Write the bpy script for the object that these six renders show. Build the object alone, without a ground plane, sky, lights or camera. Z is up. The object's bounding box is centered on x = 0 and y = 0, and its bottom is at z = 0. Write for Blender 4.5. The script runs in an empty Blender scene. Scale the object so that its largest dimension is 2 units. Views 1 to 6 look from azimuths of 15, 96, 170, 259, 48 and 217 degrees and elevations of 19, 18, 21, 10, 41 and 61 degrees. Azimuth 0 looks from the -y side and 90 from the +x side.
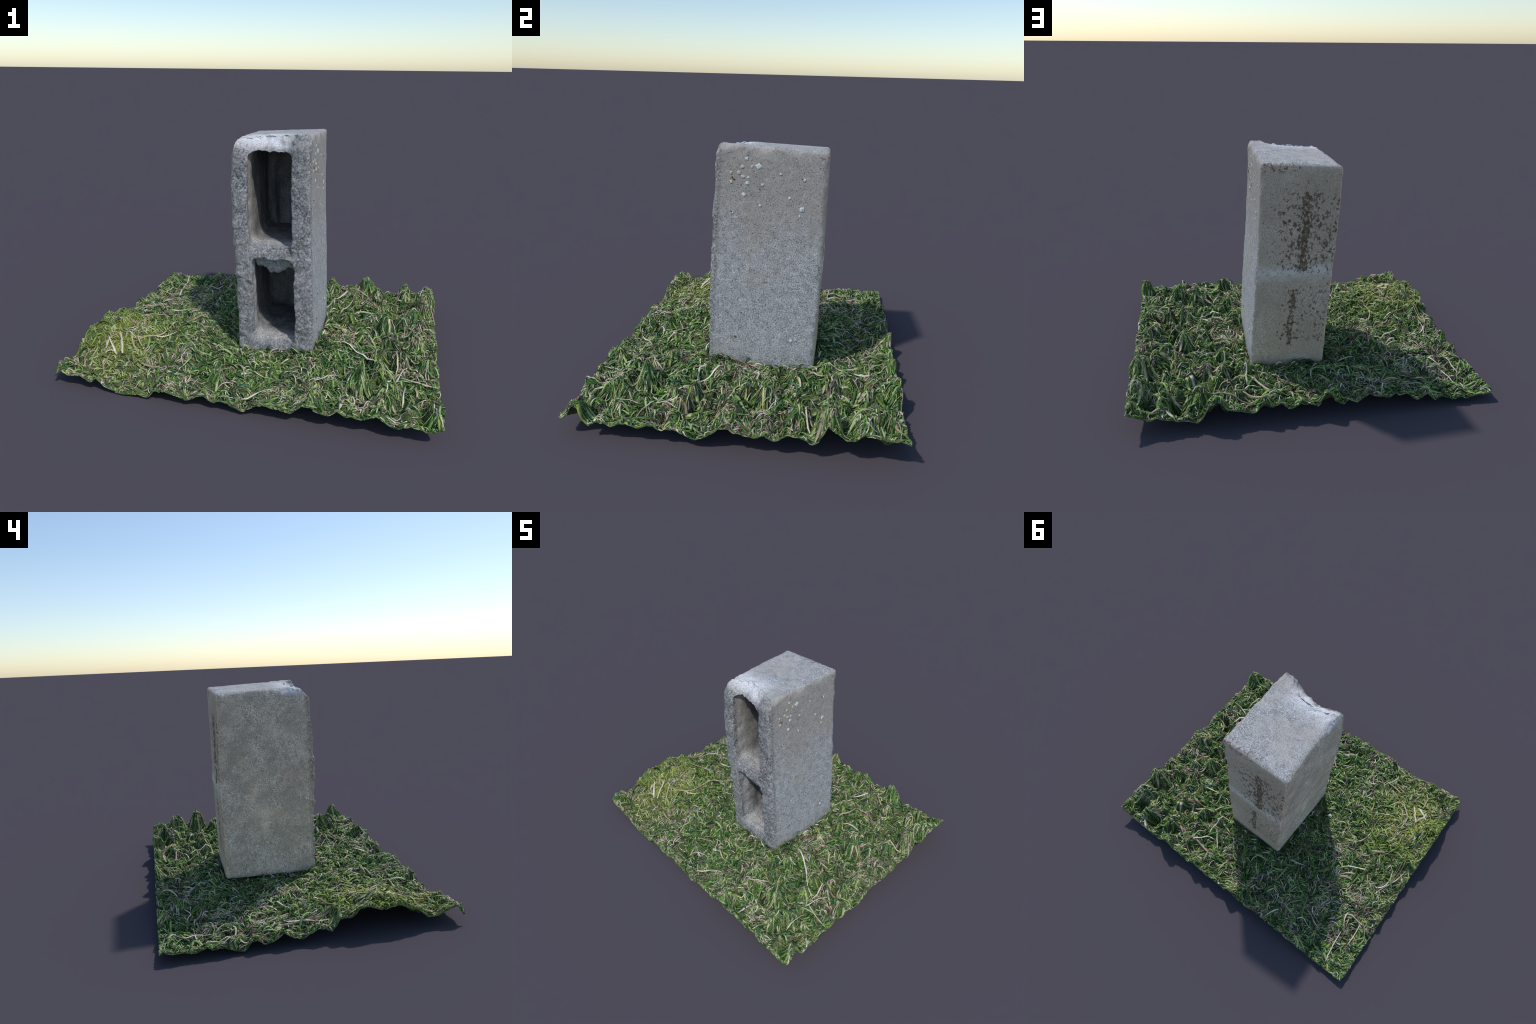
"""A weathered hollow concrete block standing on end on a cut-out patch of rough lawn."""
import bpy, bmesh, math
import numpy as np
from mathutils import Vector, Matrix, Euler

SEED = 7
rng = np.random.default_rng(SEED)
scene = bpy.context.scene


# ------------------------------------------------------------------ helpers
_perm = np.random.default_rng(11).permutation(256)
_perm = np.concatenate([_perm, _perm])
_grad = np.random.default_rng(12).normal(size=(256, 3))
_grad /= np.linalg.norm(_grad, axis=1)[:, None]


def perlin(P, scale=1.0, seed=0):
    """Gradient noise of an (n,3) array, about -1..1."""
    P = np.asarray(P, float) * scale + seed * 17.37
    i = np.floor(P).astype(int)
    f = P - i
    w = f * f * f * (f * (f * 6 - 15) + 10)
    i &= 255
    out = 0
    for dx in (0, 1):
        for dy in (0, 1):
            for dz in (0, 1):
                h = _perm[_perm[_perm[(i[:, 0] + dx) & 255] + ((i[:, 1] + dy) & 255)] + ((i[:, 2] + dz) & 255)]
                d = (_grad[h] * (f - (dx, dy, dz))).sum(1)
                out = out + d * (w[:, 0] if dx else 1 - w[:, 0]) * (w[:, 1] if dy else 1 - w[:, 1]) * (w[:, 2] if dz else 1 - w[:, 2])
    return out * 1.6


def perlin2(x, y, scale, seed=0):
    return perlin(np.stack([x, y, np.zeros_like(x) + 0.37], 1), scale, seed)


def smooth(a, b, t):
    t = np.clip((t - a) / (b - a), 0, 1)
    return t * t * (3 - 2 * t)


def new_mesh(name, verts, faces):
    me = bpy.data.meshes.new(name)
    verts = np.asarray(verts, np.float32)
    n = faces.shape[1]
    me.vertices.add(len(verts))
    me.vertices.foreach_set("co", verts.ravel())
    me.loops.add(faces.size)
    me.loops.foreach_set("vertex_index", faces.astype(np.int32).ravel())
    me.polygons.add(len(faces))
    me.polygons.foreach_set("loop_start", np.arange(0, faces.size, n, dtype=np.int32))
    me.polygons.foreach_set("loop_total", np.full(len(faces), n, np.int32))
    me.update(calc_edges=True)
    me.validate()
    me.polygons.foreach_set("use_smooth", np.ones(len(me.polygons), bool))
    return me


def add_object(name, data, parent=None, material=None):
    ob = bpy.data.objects.new(name, data)
    scene.collection.objects.link(ob)
    if parent:
        ob.parent = parent
    if material and data and not data.materials:
        data.materials.append(material)
    return ob


class Nodes:
    """Small shorthand for building a material node tree."""

    def __init__(self, name):
        self.mat = bpy.data.materials.new(name)
        self.mat.use_nodes = True
        self.t = self.mat.node_tree
        self.t.nodes.clear()
        self.out = self.t.nodes.new("ShaderNodeOutputMaterial")
        self.co = self.t.nodes.new("ShaderNodeTexCoord").outputs["Object"]
        sep = self.new("ShaderNodeSeparateXYZ")
        self.link(self.co, sep.inputs[0])
        self.x, self.y, self.z = sep.outputs
        geo = self.new("ShaderNodeNewGeometry")
        sn = self.new("ShaderNodeSeparateXYZ")
        self.link(geo.outputs["Normal"], sn.inputs[0])
        self.nx, self.ny, self.nz = sn.outputs

    def new(self, kind):
        return self.t.nodes.new(kind)

    def link(self, a, b):
        self.t.links.new(a, b)

    def put(self, v, socket):
        if isinstance(v, bpy.types.NodeSocket):
            self.link(v, socket)
        else:
            socket.default_value = v

    def math(self, op, a, b=0.0, c=None, clamp=False):
        n = self.new("ShaderNodeMath")
        n.operation = op
        n.use_clamp = clamp
        self.put(a, n.inputs[0])
        self.put(b, n.inputs[1])
        if c is not None:
            self.put(c, n.inputs[2])
        return n.outputs[0]

    def step(self, v, a, b):
        """0 at a, 1 at b, smooth between."""
        n = self.new("ShaderNodeMapRange")
        n.interpolation_type = "SMOOTHSTEP"
        flip = a > b
        self.put(v, n.inputs["Value"])
        n.inputs["From Min"].default_value = min(a, b)
        n.inputs["From Max"].default_value = max(a, b)
        n.inputs["To Min"].default_value = 1.0 if flip else 0.0
        n.inputs["To Max"].default_value = 0.0 if flip else 1.0
        return n.outputs[0]

    def bell(self, v, centre, width):
        """1 at the centre, 0 beyond the width."""
        d = self.math("ABSOLUTE", self.math("SUBTRACT", v, centre))
        return self.step(d, width, 0.0)

    def mul(self, *vs):
        r = vs[0]
        for v in vs[1:]:
            r = self.math("MULTIPLY", r, v)
        return r

    def scaled(self, sx, sy, sz, co=None):
        n = self.new("ShaderNodeMapping")
        self.link(co or self.co, n.inputs[0])
        n.inputs["Scale"].default_value = (sx, sy, sz)
        return n.outputs[0]

    def noise(self, scale, detail=3.0, rough=0.5, co=None, distortion=0.0):
        n = self.new("ShaderNodeTexNoise")
        self.link(co or self.co, n.inputs["Vector"])
        n.inputs["Scale"].default_value = scale
        n.inputs["Detail"].default_value = detail
        n.inputs["Roughness"].default_value = rough
        n.inputs["Distortion"].default_value = distortion
        return n.outputs["Fac"]

    def voronoi(self, scale, co=None, out="Distance", rand=1.0):
        n = self.new("ShaderNodeTexVoronoi")
        self.link(co or self.co, n.inputs["Vector"])
        n.inputs["Scale"].default_value = scale
        n.inputs["Randomness"].default_value = rand
        return n.outputs[out]

    def ramp(self, v, stops, interp="LINEAR"):
        n = self.new("ShaderNodeValToRGB")
        n.color_ramp.interpolation = interp
        els = n.color_ramp.elements
        while len(els) < len(stops):
            els.new(0.5)
        for e, (p, c) in zip(els, stops):
            e.position = p
            e.color = (*c, 1)
        self.put(v, n.inputs[0])
        return n.outputs[0]

    def mix(self, f, a, b, blend="MIX"):
        n = self.new("ShaderNodeMix")
        n.data_type = "RGBA"
        n.blend_type = blend
        n.clamp_factor = True
        self.put(f, n.inputs[0])
        for v, s in ((a, n.inputs[6]), (b, n.inputs[7])):
            self.put((*v, 1) if isinstance(v, tuple) else v, s)
        return n.outputs[2]

    def bump(self, h, strength, distance, normal=None):
        n = self.new("ShaderNodeBump")
        n.inputs["Strength"].default_value = strength
        n.inputs["Distance"].default_value = distance
        self.link(h, n.inputs["Height"])
        if normal:
            self.link(normal, n.inputs["Normal"])
        return n.outputs[0]

    def principled(self, colour, rough=0.9, normal=None, spec=0.2, translucent=0.0):
        p = self.new("ShaderNodeBsdfPrincipled")
        self.put((*colour, 1) if isinstance(colour, tuple) else colour, p.inputs["Base Color"])
        self.put(rough, p.inputs["Roughness"])
        p.inputs["Specular IOR Level"].default_value = spec
        if normal:
            self.link(normal, p.inputs["Normal"])
        s = p.outputs[0]
        if translucent:
            t = self.new("ShaderNodeBsdfTranslucent")
            self.put((*colour, 1) if isinstance(colour, tuple) else colour, t.inputs[0])
            m = self.new("ShaderNodeMixShader")
            m.inputs[0].default_value = translucent
            self.link(s, m.inputs[1])
            self.link(t.outputs[0], m.inputs[2])
            s = m.outputs[0]
        self.link(s, self.out.inputs[0])
        return self.mat


# ------------------------------------------------------------------ materials
def concrete_material():
    n = Nodes("weathered_concrete")
    fine = n.noise(160, 3.0, 0.7)
    sand = n.ramp(fine, [(0.32, (0.105, 0.103, 0.10)), (0.43, (0.32, 0.32, 0.317)), (0.55, (0.45, 0.45, 0.447)), (0.68, (0.72, 0.72, 0.715))])
    mott = n.noise(24, 4, 0.65)
    sand = n.mix(1.0, sand, n.ramp(mott, [(0.32, (0.78, 0.78, 0.77)), (0.5, (1, 1, 1)), (0.68, (1.18, 1.18, 1.18))]), "MULTIPLY")
    # broad weather stains, warm and cool
    broad = n.noise(4.5, 5.0, 0.6)
    col = n.mix(n.math("MULTIPLY", n.step(broad, 0.45, 0.68), 0.4), sand, (0.36, 0.325, 0.27), "MIX")
    pale = n.noise(7.0, 5.0, 0.65, n.scaled(1, 1, 0.6))
    col = n.mix(n.math("MULTIPLY", n.step(pale, 0.55, 0.75), 0.35), col, (0.60, 0.62, 0.64))
    # noise-broken warm brown tone over the upper part of the sunny side
    brown_tone = n.mul(n.step(n.math("MULTIPLY_ADD", n.noise(5, 4, 0.6), 0.9, n.z), 1.0, 1.55), n.step(n.nx, 0.4, 0.8))
    col = n.mix(n.math("MULTIPLY", brown_tone, 0.5), col, (0.35, 0.31, 0.25))
    # open face: coarse porous aggregate with dirt in the voids
    front_line = n.math("MULTIPLY_ADD", n.z, -0.036, n.y)
    mouth = n.step(front_line, -0.215, -0.245)
    coarse = n.noise(85, 5, 0.75)
    grit = n.ramp(coarse, [(0.34, (0.03, 0.03, 0.03)), (0.46, (0.15, 0.15, 0.15)), (0.57, (0.33, 0.335, 0.34)), (0.70, (0.62, 0.63, 0.65))])
    col = n.mix(n.mul(mouth, n.math("MULTIPLY_ADD", n.step(n.noise(7, 3), 0.35, 0.65), 0.35, 0.6)), col, grit)
    cell = n.mul(n.step(n.y, -0.17, -0.06), n.step(n.y, 0.34, 0.30), n.step(n.math("MULTIPLY_ADD", n.z, 0.055, n.x), -0.125, -0.10), n.step(n.math("MULTIPLY_ADD", n.z, 0.0585, n.x), 0.29, 0.26), n.step(n.z, 1.24, 1.22))  # mask for painting cavity shadow into the concrete inside the hollows
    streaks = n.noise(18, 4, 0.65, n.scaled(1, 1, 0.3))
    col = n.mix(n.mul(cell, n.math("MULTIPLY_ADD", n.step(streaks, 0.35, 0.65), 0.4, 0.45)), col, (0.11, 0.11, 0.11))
    # dark grains and pores
    pores = n.voronoi(95)
    pm = n.mul(n.step(pores, 0.28, 0.12), n.step(n.noise(30, 2), 0.42, 0.56))
    col = n.mix(n.math("MULTIPLY", pm, 0.9), col, (0.07, 0.065, 0.055))
    # closed bed face (+y): soil-filled pits along a vertical seam in each half
    back = n.mul(n.step(n.y, 0.30, 0.33), n.step(n.ny, 0.45, 0.8))
    lean = n.math("MULTIPLY_ADD", n.z, 0.058, n.x)          # undo the lean of the block
    wob = n.math("MULTIPLY_ADD", n.noise(9, 2), 0.05, lean)
    upper = n.mul(n.step(n.z, 0.66, 0.69), n.step(n.z, 1.14, 1.10))
    lower = n.mul(n.step(n.z, 0.16, 0.22), n.step(n.z, 0.57, 0.54))
    seam_u = n.mul(upper, n.bell(wob, 0.082, 0.05))
    seam_l = n.mul(lower, n.bell(wob, 0.122, 0.03))
    spread_u = n.mul(n.step(n.z, 0.63, 0.70), n.step(n.z, 1.25, 1.05), n.step(wob, 0.36, 0.14))
    spread_l = n.mul(n.step(n.z, 0.14, 0.24), n.step(n.z, 0.62, 0.55), n.step(wob, 0.28, 0.12))
    env = n.math("ADD", n.math("MULTIPLY_ADD", seam_u, 0.14, n.math("MULTIPLY", seam_l, 0.15)),
                 n.math("MULTIPLY_ADD", spread_u, 0.145, n.math("MULTIPLY", spread_l, 0.115)))
    pit_noise = n.noise(62, 3, 0.6, n.scaled(1, 1, 0.75), 0.4)
    pits = n.mul(back, n.step(n.math("ADD", pit_noise, env), 0.665, 0.765))
    olive = n.mul(back, n.math("MULTIPLY_ADD", n.step(n.noise(6, 4), 0.38, 0.62), 0.25, 0.45))
    col = n.mix(olive, n.mix(back, col, (1.92, 1.58, 1.26), "MULTIPLY"), (0.47, 0.385, 0.275))  # base colour lifted and warmed to reach this shaded face's brightness
    band = n.mul(back, n.bell(n.math("MULTIPLY_ADD", n.noise(14, 3), 0.06, n.z), 0.69, 0.068))
    col = n.mix(n.mul(band, n.step(n.noise(40, 4, 0.7), 0.30, 0.52), 0.8), col, (0.84, 0.79, 0.70))
    col = n.mix(pits, col, n.ramp(n.noise(90, 2), [(0.35, (0.115, 0.08, 0.05)), (0.65, (0.30, 0.23, 0.15))]))
    # far side (-x): pale streak and patchy brown tone
    side = n.mul(n.step(n.math("MULTIPLY_ADD", n.z, 0.055, n.x), -0.085, -0.10), n.step(n.nx, -0.45, -0.8))
    streak = n.mul(side, n.bell(n.math("MULTIPLY_ADD", n.noise(7, 4), 0.22, n.math("MULTIPLY_ADD", n.z, -0.25, n.y)), 0.11, 0.10), n.step(n.z, 0.28, 0.40), n.step(n.z, 0.86, 0.6))
    col = n.mix(n.mul(streak, n.step(n.noise(28, 5, 0.7), 0.3, 0.6), 0.55), col, (0.60, 0.58, 0.51))
    film = n.mul(side, n.step(n.noise(5.5, 5, 0.65), 0.44, 0.62))
    col = n.mix(n.math("MULTIPLY", film, 0.5), n.mix(side, col, (1.88, 1.56, 1.24), "MULTIPLY"), (0.42, 0.355, 0.27))  # multiplier lightens the sunless side toward its warmer photographed lighting
    rust = n.mul(side, n.step(n.noise(38, 2), 0.68, 0.74), n.step(n.z, 1.10, 1.17))
    col = n.mix(n.math("MULTIPLY", rust, 0.7), col, (0.45, 0.24, 0.08))
    # top: whitish bloom near the broken edge, red specks along the far edge
    top = n.step(n.z, 1.225, 1.25)
    bloom = n.mul(top, n.bell(n.math("MULTIPLY_ADD", n.noise(16, 4, 0.7), 0.16, n.y), -0.03, 0.15), n.step(n.x, 0.2, 0.05))
    col = n.mix(n.mul(bloom, n.step(fine, 0.34, 0.48), 0.8), col, (0.80, 0.81, 0.84))
    lilac = n.mul(top, n.step(n.noise(9, 4), 0.4, 0.65))
    col = n.mix(n.math("MULTIPLY", lilac, 0.3), col, (0.60, 0.56, 0.52))
    red = n.mul(top, n.step(n.y, 0.325, 0.35), n.step(n.noise(75, 2), 0.56, 0.63), n.step(n.math("MULTIPLY_ADD", n.noise(8, 2), 0.2, n.x), 0.08, 0.15))
    col = n.mix(n.math("MULTIPLY", red, 0.8), col, (0.24, 0.10, 0.07))
    # relief
    h = n.math("MULTIPLY_ADD", fine, 0.5, n.math("MULTIPLY", n.math("ADD", pm, n.math("MULTIPLY", pits, 1.5)), -1.0))
    nor = n.bump(h, 0.55, 0.004)
    return n.principled(col, 0.93, nor, 0.15)


def grass_material(name, stops, spread=0.35, translucent=0.2, rough=0.55, drift=0.5):
    """Blade colour: one pick per blade along a ramp, faint streaks, painted light and dark blotches, a yellow-green drift."""
    n = Nodes(name)
    g = n.new("ShaderNodeNewGeometry").outputs["Random Per Island"]
    o = n.new("ShaderNodeObjectInfo").outputs["Random"]
    pick = n.math("FRACT", n.math("ADD", g, o))
    pick = n.math("MULTIPLY_ADD", n.math("SUBTRACT", n.noise(7, 3), 0.5), spread, pick)
    pick = n.math("MULTIPLY_ADD", n.math("SUBTRACT", n.noise(85, 2), 0.5), 0.7, pick)
    col = n.ramp(pick, stops)
    tone = n.ramp(n.noise(15, 3, 0.6), [(0.34, (0.50, 0.55, 0.58)), (0.5, (1, 1, 1)), (0.64, (1.32, 1.24, 1.12))])  # shaded hollows and bright tuft tops baked into blade colour as noise
    col = n.mix(drift, col, tone, "MULTIPLY")
    moss = n.mul(n.bell(n.x, -0.80, 0.42), n.bell(n.y, -0.42, 0.48), n.step(n.noise(11, 3), 0.30, 0.60))
    col = n.mix(n.mul(moss, min(1.0, drift * 1.2)), col, (0.45, 0.50, 0.09))
    return n.principled(col, rough, None, 0.25, translucent)


def turf_material():
    n = Nodes("matted_turf")
    a = n.noise(34, 4, 0.65, n.scaled(1, 2.6, 1.6), 2.6)
    b = n.noise(34, 4, 0.65, n.scaled(2.6, 1, 1.6), 2.6)
    c = n.noise(9, 3)
    f = n.mix(n.step(c, 0.42, 0.58), a, b)
    f = n.math("MULTIPLY_ADD", n.math("SUBTRACT", n.noise(120, 2), 0.5), 0.5, f)
    col = n.ramp(f, [(0.30, (0.015, 0.02, 0.012)), (0.42, (0.055, 0.085, 0.03)), (0.50, (0.12, 0.19, 0.05)), (0.58, (0.17, 0.17, 0.09)), (0.72, (0.46, 0.42, 0.30))])
    brown = n.step(n.noise(5, 4), 0.48, 0.66)
    col = n.mix(n.math("MULTIPLY", brown, 0.5), col, (0.13, 0.105, 0.085))
    nor = n.bump(f, 0.6, 0.01)
    return n.principled(col, 0.9, nor, 0.1)


def plain_material(name, c1, c2, scale=60, rough=0.9):
    n = Nodes(name)
    f = n.noise(scale, 3, 0.6)
    col = n.ramp(f, [(0.35, c1), (0.65, c2)])
    return n.principled(col, rough, n.bump(f, 0.4, 0.002), 0.15)


M_CONCRETE = concrete_material()
M_TURF = turf_material()
M_GREEN = grass_material("green_blade", [(0.0, (0.05, 0.125, 0.03)), (0.3, (0.125, 0.27, 0.06)), (0.65, (0.27, 0.44, 0.125)), (1.0, (0.56, 0.68, 0.32))], drift=0.7)
M_DEEP = grass_material("deep_green_blade", [(0.0, (0.016, 0.036, 0.018)), (0.5, (0.05, 0.14, 0.055)), (1.0, (0.12, 0.27, 0.13))], drift=0.6)
M_LIME = grass_material("yellow_green_blade", [(0.0, (0.22, 0.33, 0.06)), (0.5, (0.44, 0.54, 0.13)), (1.0, (0.74, 0.76, 0.36))], drift=0.6)
M_STRAW = grass_material("straw", [(0.0, (0.40, 0.31, 0.21)), (0.5, (0.72, 0.63, 0.46)), (1.0, (0.93, 0.88, 0.75))], translucent=0.1, rough=0.7, drift=0.25)
M_THATCH = grass_material("thatch", [(0.0, (0.085, 0.062, 0.05)), (0.45, (0.30, 0.23, 0.18)), (1.0, (0.64, 0.54, 0.44))], translucent=0.05, rough=0.85, drift=0.4)
M_LICHEN = plain_material("pale_lichen", (0.50, 0.55, 0.53), (0.76, 0.80, 0.77), 120)
M_TAN_LICHEN = plain_material("tan_lichen", (0.40, 0.34, 0.25), (0.66, 0.63, 0.54), 120)
M_RUST = plain_material("brown_fleck", (0.10, 0.055, 0.03), (0.27, 0.16, 0.09), 160)


# ------------------------------------------------------------------ terrain of the lawn
HALF_X, HALF_Y = 1.0, 0.817


def profile(*pairs):
    p = np.array(pairs)
    return p[:, 0], p[:, 1]


# height of the cut edges of the turf, from corner to corner
FRONT = profile((-1, .066), (-.97, .096), (-.92, .07), (-.84, .075), (-.79, .05), (-.755, .074), (-.70, .03), (-.63, .001), (-.50, .014), (-.456, .007), (-.42, .052), (-.36, .06), (-.25, .032), (-.15, .075), (-.11, .048), (-.07, .068), (.02, .04), (.06, .022), (.09, .05), (.15, .075), (.30, .06), (.35, .12), (.385, .12), (.43, .097), (.48, .083), (.52, .10), (.57, .085), (.64, .092), (.70, .126), (.75, .08), (.80, .058), (.86, .08), (.9, .096), (1, .11))
RIGHT = profile((-.81, .115), (-.72, .105), (-.70, .086), (-.60, .10), (-.57, .088), (-.52, .10), (-.43, .083), (-.39, .103), (-.28, .10), (-.17, .064), (-.10, .085), (-.05, .138), (.02, .122), (.10, .092), (.16, .108), (.21, .078), (.28, .12), (.37, .115), (.41, .12), (.45, .20), (.50, .175), (.53, .15), (.58, .14), (.64, .172), (.70, .165), (.76, .14), (.81, .135))
BACK = profile((-1, .045), (-.92, .04), (-.84, .04), (-.81, .053), (-.77, .03), (-.69, .058), (-.655, .037), (-.61, .073), (-.56, .044), (-.48, .097), (-.45, .085), (-.42, .10), (-.39, .07), (-.27, .114), (-.21, .066), (-.165, .09), (-.14, .07), (-.09, .092), (-.055, .15), (-.03, .15), (0, .073), (.1, .10), (.13, .083), (.16, .075), (.21, .125), (.25, .10), (.28, .124), (.33, .073), (.45, .093), (.51, .12), (.56, .068), (.65, .057), (.73, .06), (.78, .078), (.84, .105), (.9, .10), (.95, .12), (1, .14))
LEFT = profile((-.81, .068), (-.775, .12), (-.73, .105), (-.66, .075), (-.60, .085), (-.55, .125), (-.49, .145), (-.44, .163), (-.34, .155), (-.27, .178), (-.22, .168), (-.18, .13), (-.11, .127), (-.07, .072), (0, .088), (.05, .072), (.10, .042), (.15, .063), (.19, .088), (.23, .055), (.29, .041), (.33, .072), (.36, .062), (.39, .026), (.44, .034), (.50, .064), (.55, .047), (.58, .064), (.63, .05), (.72, .063), (.80, .072), (.81, .055))
# spot heights of the grass inside the edges: (x, y, z)
SPOTS = [(-.50, -.01, .122), (-.59, -.09, .102), (-.57, -.19, .108), (-.56, -.26, .113), (-.71, -.46, .12), (-.58, -.03, .066), (-.71, -.05, .138), (-.80, -.09, .138),
         (-.84, .23, .074), (-.89, .16, .082), (-.68, .19, .055), (-.62, .22, .058), (-.78, .42, .044), (-.81, .55, .04), (-.83, .68, .03), (-.83, .74, .05), (-.94, .23, .062),
         (.25, .61, .054), (.22, .60, .046), (.59, .39, .10), (.66, .48, .09), (.82, .68, .11), (.93, .44, .16), (.70, .30, .135), (.47, .24, .082), (.61, .42, .105), (.85, .60, .11),
         (-.26, .31, .02), (-.22, .39, .048), (-.27, .53, .055), (-.27, -.11, .032), (-.83, -.35, .187), (-.71, -.40, .14), (-.47, -.02, .13), (-.60, -.59, .066),
         (.45, -.18, .135), (.73, -.35, .078), (.79, .18, .145), (.67, -.28, .108), (.76, -.21, .103), (.96, -.47, .06), (-.13, -.625, .09), (-.10, -.635, .052),
         (-.96, -.24, .155), (-.97, -.10, .125), (-.855, .24, .074), (.31, -.28, .09), (.35, .05, .065), (.35, .38, .085), (-.13, -.28, .075), (-.16, .37, .068), (-.20, .10, .045), (.08, -.29, .08), (.10, .42, .07),
         (-.40, .25, .04), (-.50, .55, .045), (0, .62, .05), (-.88, -.68, .045), (.92, -.74, .125), (.84, -.60, .105), (.95, -.62, .11), (.11, -.50, .085), (.24, -.47, .07), (.38, -.45, .09), (.585, -.43, .08), (.10, -.68, .036), (.53, -.70, .09), (.24, -.72, .08), (.71, .13, .12)]
# single clumps that stand up out of the sward: (x, y, rise, radius)
CLUMPS = [(.97, -.735, .075, .04), (.96, -.25, .02, .04), (.557, .79, .015, .035), (.30, .77, .04, .04), (.81, .76, .03, .04), (-.80, .73, .02, .04), (-.60, .77, .025, .04), (.482, .459, .065, .030), (.935, .447, .095, .042), (.709, .135, .105, .040), (.817, .695, .075, .045), (.557, .80, .06, .045), (.784, .20, .025, .05), (.36, .43, .05, .03),
          (-.14, -.625, .05, .035), (.535, -.665, .04, .04), (.351, -.44, .035, .04), (.106, -.496, .015, .04), (.60, .02, .035, .05), (.90, -.02, .035, .05), (.86, .32, .05, .045), (.93, .62, .05, .05),
          (-.86, -.33, .02, .06), (.62, .66, .045, .045), (.42, .70, .035, .04), (.75, -.58, .035, .05), (-.35, -.45, .03, .05), (-.93, .45, .03, .04), (-.47, .70, .03, .05), (.93, -.25, .03, .05)]


_cr = np.random.default_rng(5)
for _ in range(34):
    _px, _py = _cr.uniform(-.93, .95), _cr.uniform(-.75, .75)
    if not (-.25 < _px < .42 and -.36 < _py < .48):
        CLUMPS.append((_px, _py, _cr.uniform(.025, .05) * (1.25 if _px > .35 else .55), _cr.uniform(.028, .05)))


def softened(prof):
    s = np.linspace(prof[0][0], prof[0][-1], 81)
    v = np.interp(s, *prof)
    k = np.hanning(25)
    k /= k.sum()
    return s, np.convolve(np.pad(v, 12, mode="edge"), k, mode="valid")


SOFT = [softened(p) for p in (FRONT, RIGHT, BACK, LEFT)]
SPOT_RISE = None


def terrain(x, y, detail=True):
    x = np.asarray(x, float).ravel()
    y = np.asarray(y, float).ravel()
    u = np.clip((x + HALF_X) / (2 * HALF_X), 0, 1)
    v = np.clip((y + HALF_Y) / (2 * HALF_Y), 0, 1)
    f, r, b, l = (np.interp(x, *SOFT[0]), np.interp(y, *SOFT[1]), np.interp(x, *SOFT[2]), np.interp(y, *SOFT[3]))
    c00, c10, c01, c11 = SOFT[0][1][0], SOFT[0][1][-1], SOFT[2][1][0], SOFT[2][1][-1]
    h = (1 - v) * f + v * b + (1 - u) * l + u * r - ((1 - u) * (1 - v) * c00 + u * (1 - v) * c10 + (1 - u) * v * c01 + u * v * c11)
    edge = np.minimum(HALF_X - np.abs(x), HALF_Y - np.abs(y))
    inner = smooth(0.0, 0.09, edge)
    num, den = 0.0, 0.30
    for (mx, my, mz), res in zip(SPOTS, SPOT_RISE if SPOT_RISE is not None else [0] * len(SPOTS)):
        wgt = np.exp(-((x - mx) ** 2 + (y - my) ** 2) / (2 * .10 ** 2))
        num, den = num + wgt * res, den + wgt
    h = h + num / den * (0.2 + 0.8 * inner)
    if detail:
        curl = 1 + .25 * perlin2(x, y, 45, 33)
        for cx, cy, rise, rad in CLUMPS:
            d2 = ((x - cx) ** 2 + (y - cy) ** 2) / rad ** 2
            h = h + rise * (np.exp(-(d2 * .8) ** 1.5) * curl - .30 * np.exp(-((np.sqrt(d2) - 1.9) / .7) ** 2))
    if not detail:
        return h
    for prof, soft, s, d in ((FRONT, SOFT[0], x, y + HALF_Y), (BACK, SOFT[2], x, HALF_Y - y), (LEFT, SOFT[3], y, x + HALF_X), (RIGHT, SOFT[1], y, HALF_X - x)):
        h = h + (np.interp(s, *prof) - np.interp(s, *soft)) * np.exp(-(np.maximum(d, 0) / 0.055) ** 2)
    near_block = smooth(0.0, 0.12, np.maximum(np.abs(x - 0.08) - 0.22, np.abs(y - 0.06) - 0.31))
    rough = 0.75 + 0.65 * smooth(.25, .55, x)                     # the +x side is the most tussocky
    amp = (0.35 + 0.65 * inner) * (0.35 + 0.65 * near_block) * rough
    wx = x + 0.025 * perlin2(x, y, 12, 3)
    wy = y + 0.025 * perlin2(x, y, 12, 4)
    h = h + amp * (0.008 * perlin2(wx, wy, 6, 1) + 0.046 * (0.27 - np.abs(perlin2(wx, wy, 10, 2))) + 0.016 * perlin2(wx, wy, 19, 5) + 0.007 * perlin2(wx, wy, 45, 6))
    return np.maximum(h, 0.0)


_sx, _sy, _sz = np.array(SPOTS).T
SPOT_RISE = _sz - np.interp(_sx, [-.2, .25, .6], [.022, .014, .006]) - terrain(_sx, _sy, False)


def build_turf(parent):
    nx, ny = 251, 203
    gx, gy = np.meshgrid(np.linspace(-HALF_X, HALF_X, nx), np.linspace(-HALF_Y, HALF_Y, ny), indexing="ij")
    x, y = gx.ravel(), gy.ravel()
    z = terrain(x, y)
    t = 0.005
    top = np.stack([x, y, np.maximum(z, t)], 1)
    bot = np.stack([x, y, np.maximum(z - t, 0.0)], 1)
    idx = np.arange(nx * ny).reshape(nx, ny)
    q = np.stack([idx[:-1, :-1], idx[1:, :-1], idx[1:, 1:], idx[:-1, 1:]], -1).reshape(-1, 4)
    N = nx * ny
    ring = np.concatenate([idx[:-1, 0], idx[-1, :-1], idx[:0:-1, -1], idx[0, :0:-1]])
    nxt = np.roll(ring, -1)
    side = np.stack([ring + N, nxt + N, nxt, ring], 1)
    faces = np.concatenate([q, q[:, ::-1] + N, side])
    return add_object("turf", new_mesh("turf", np.concatenate([top, bot]), faces), parent, M_TURF)


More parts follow.
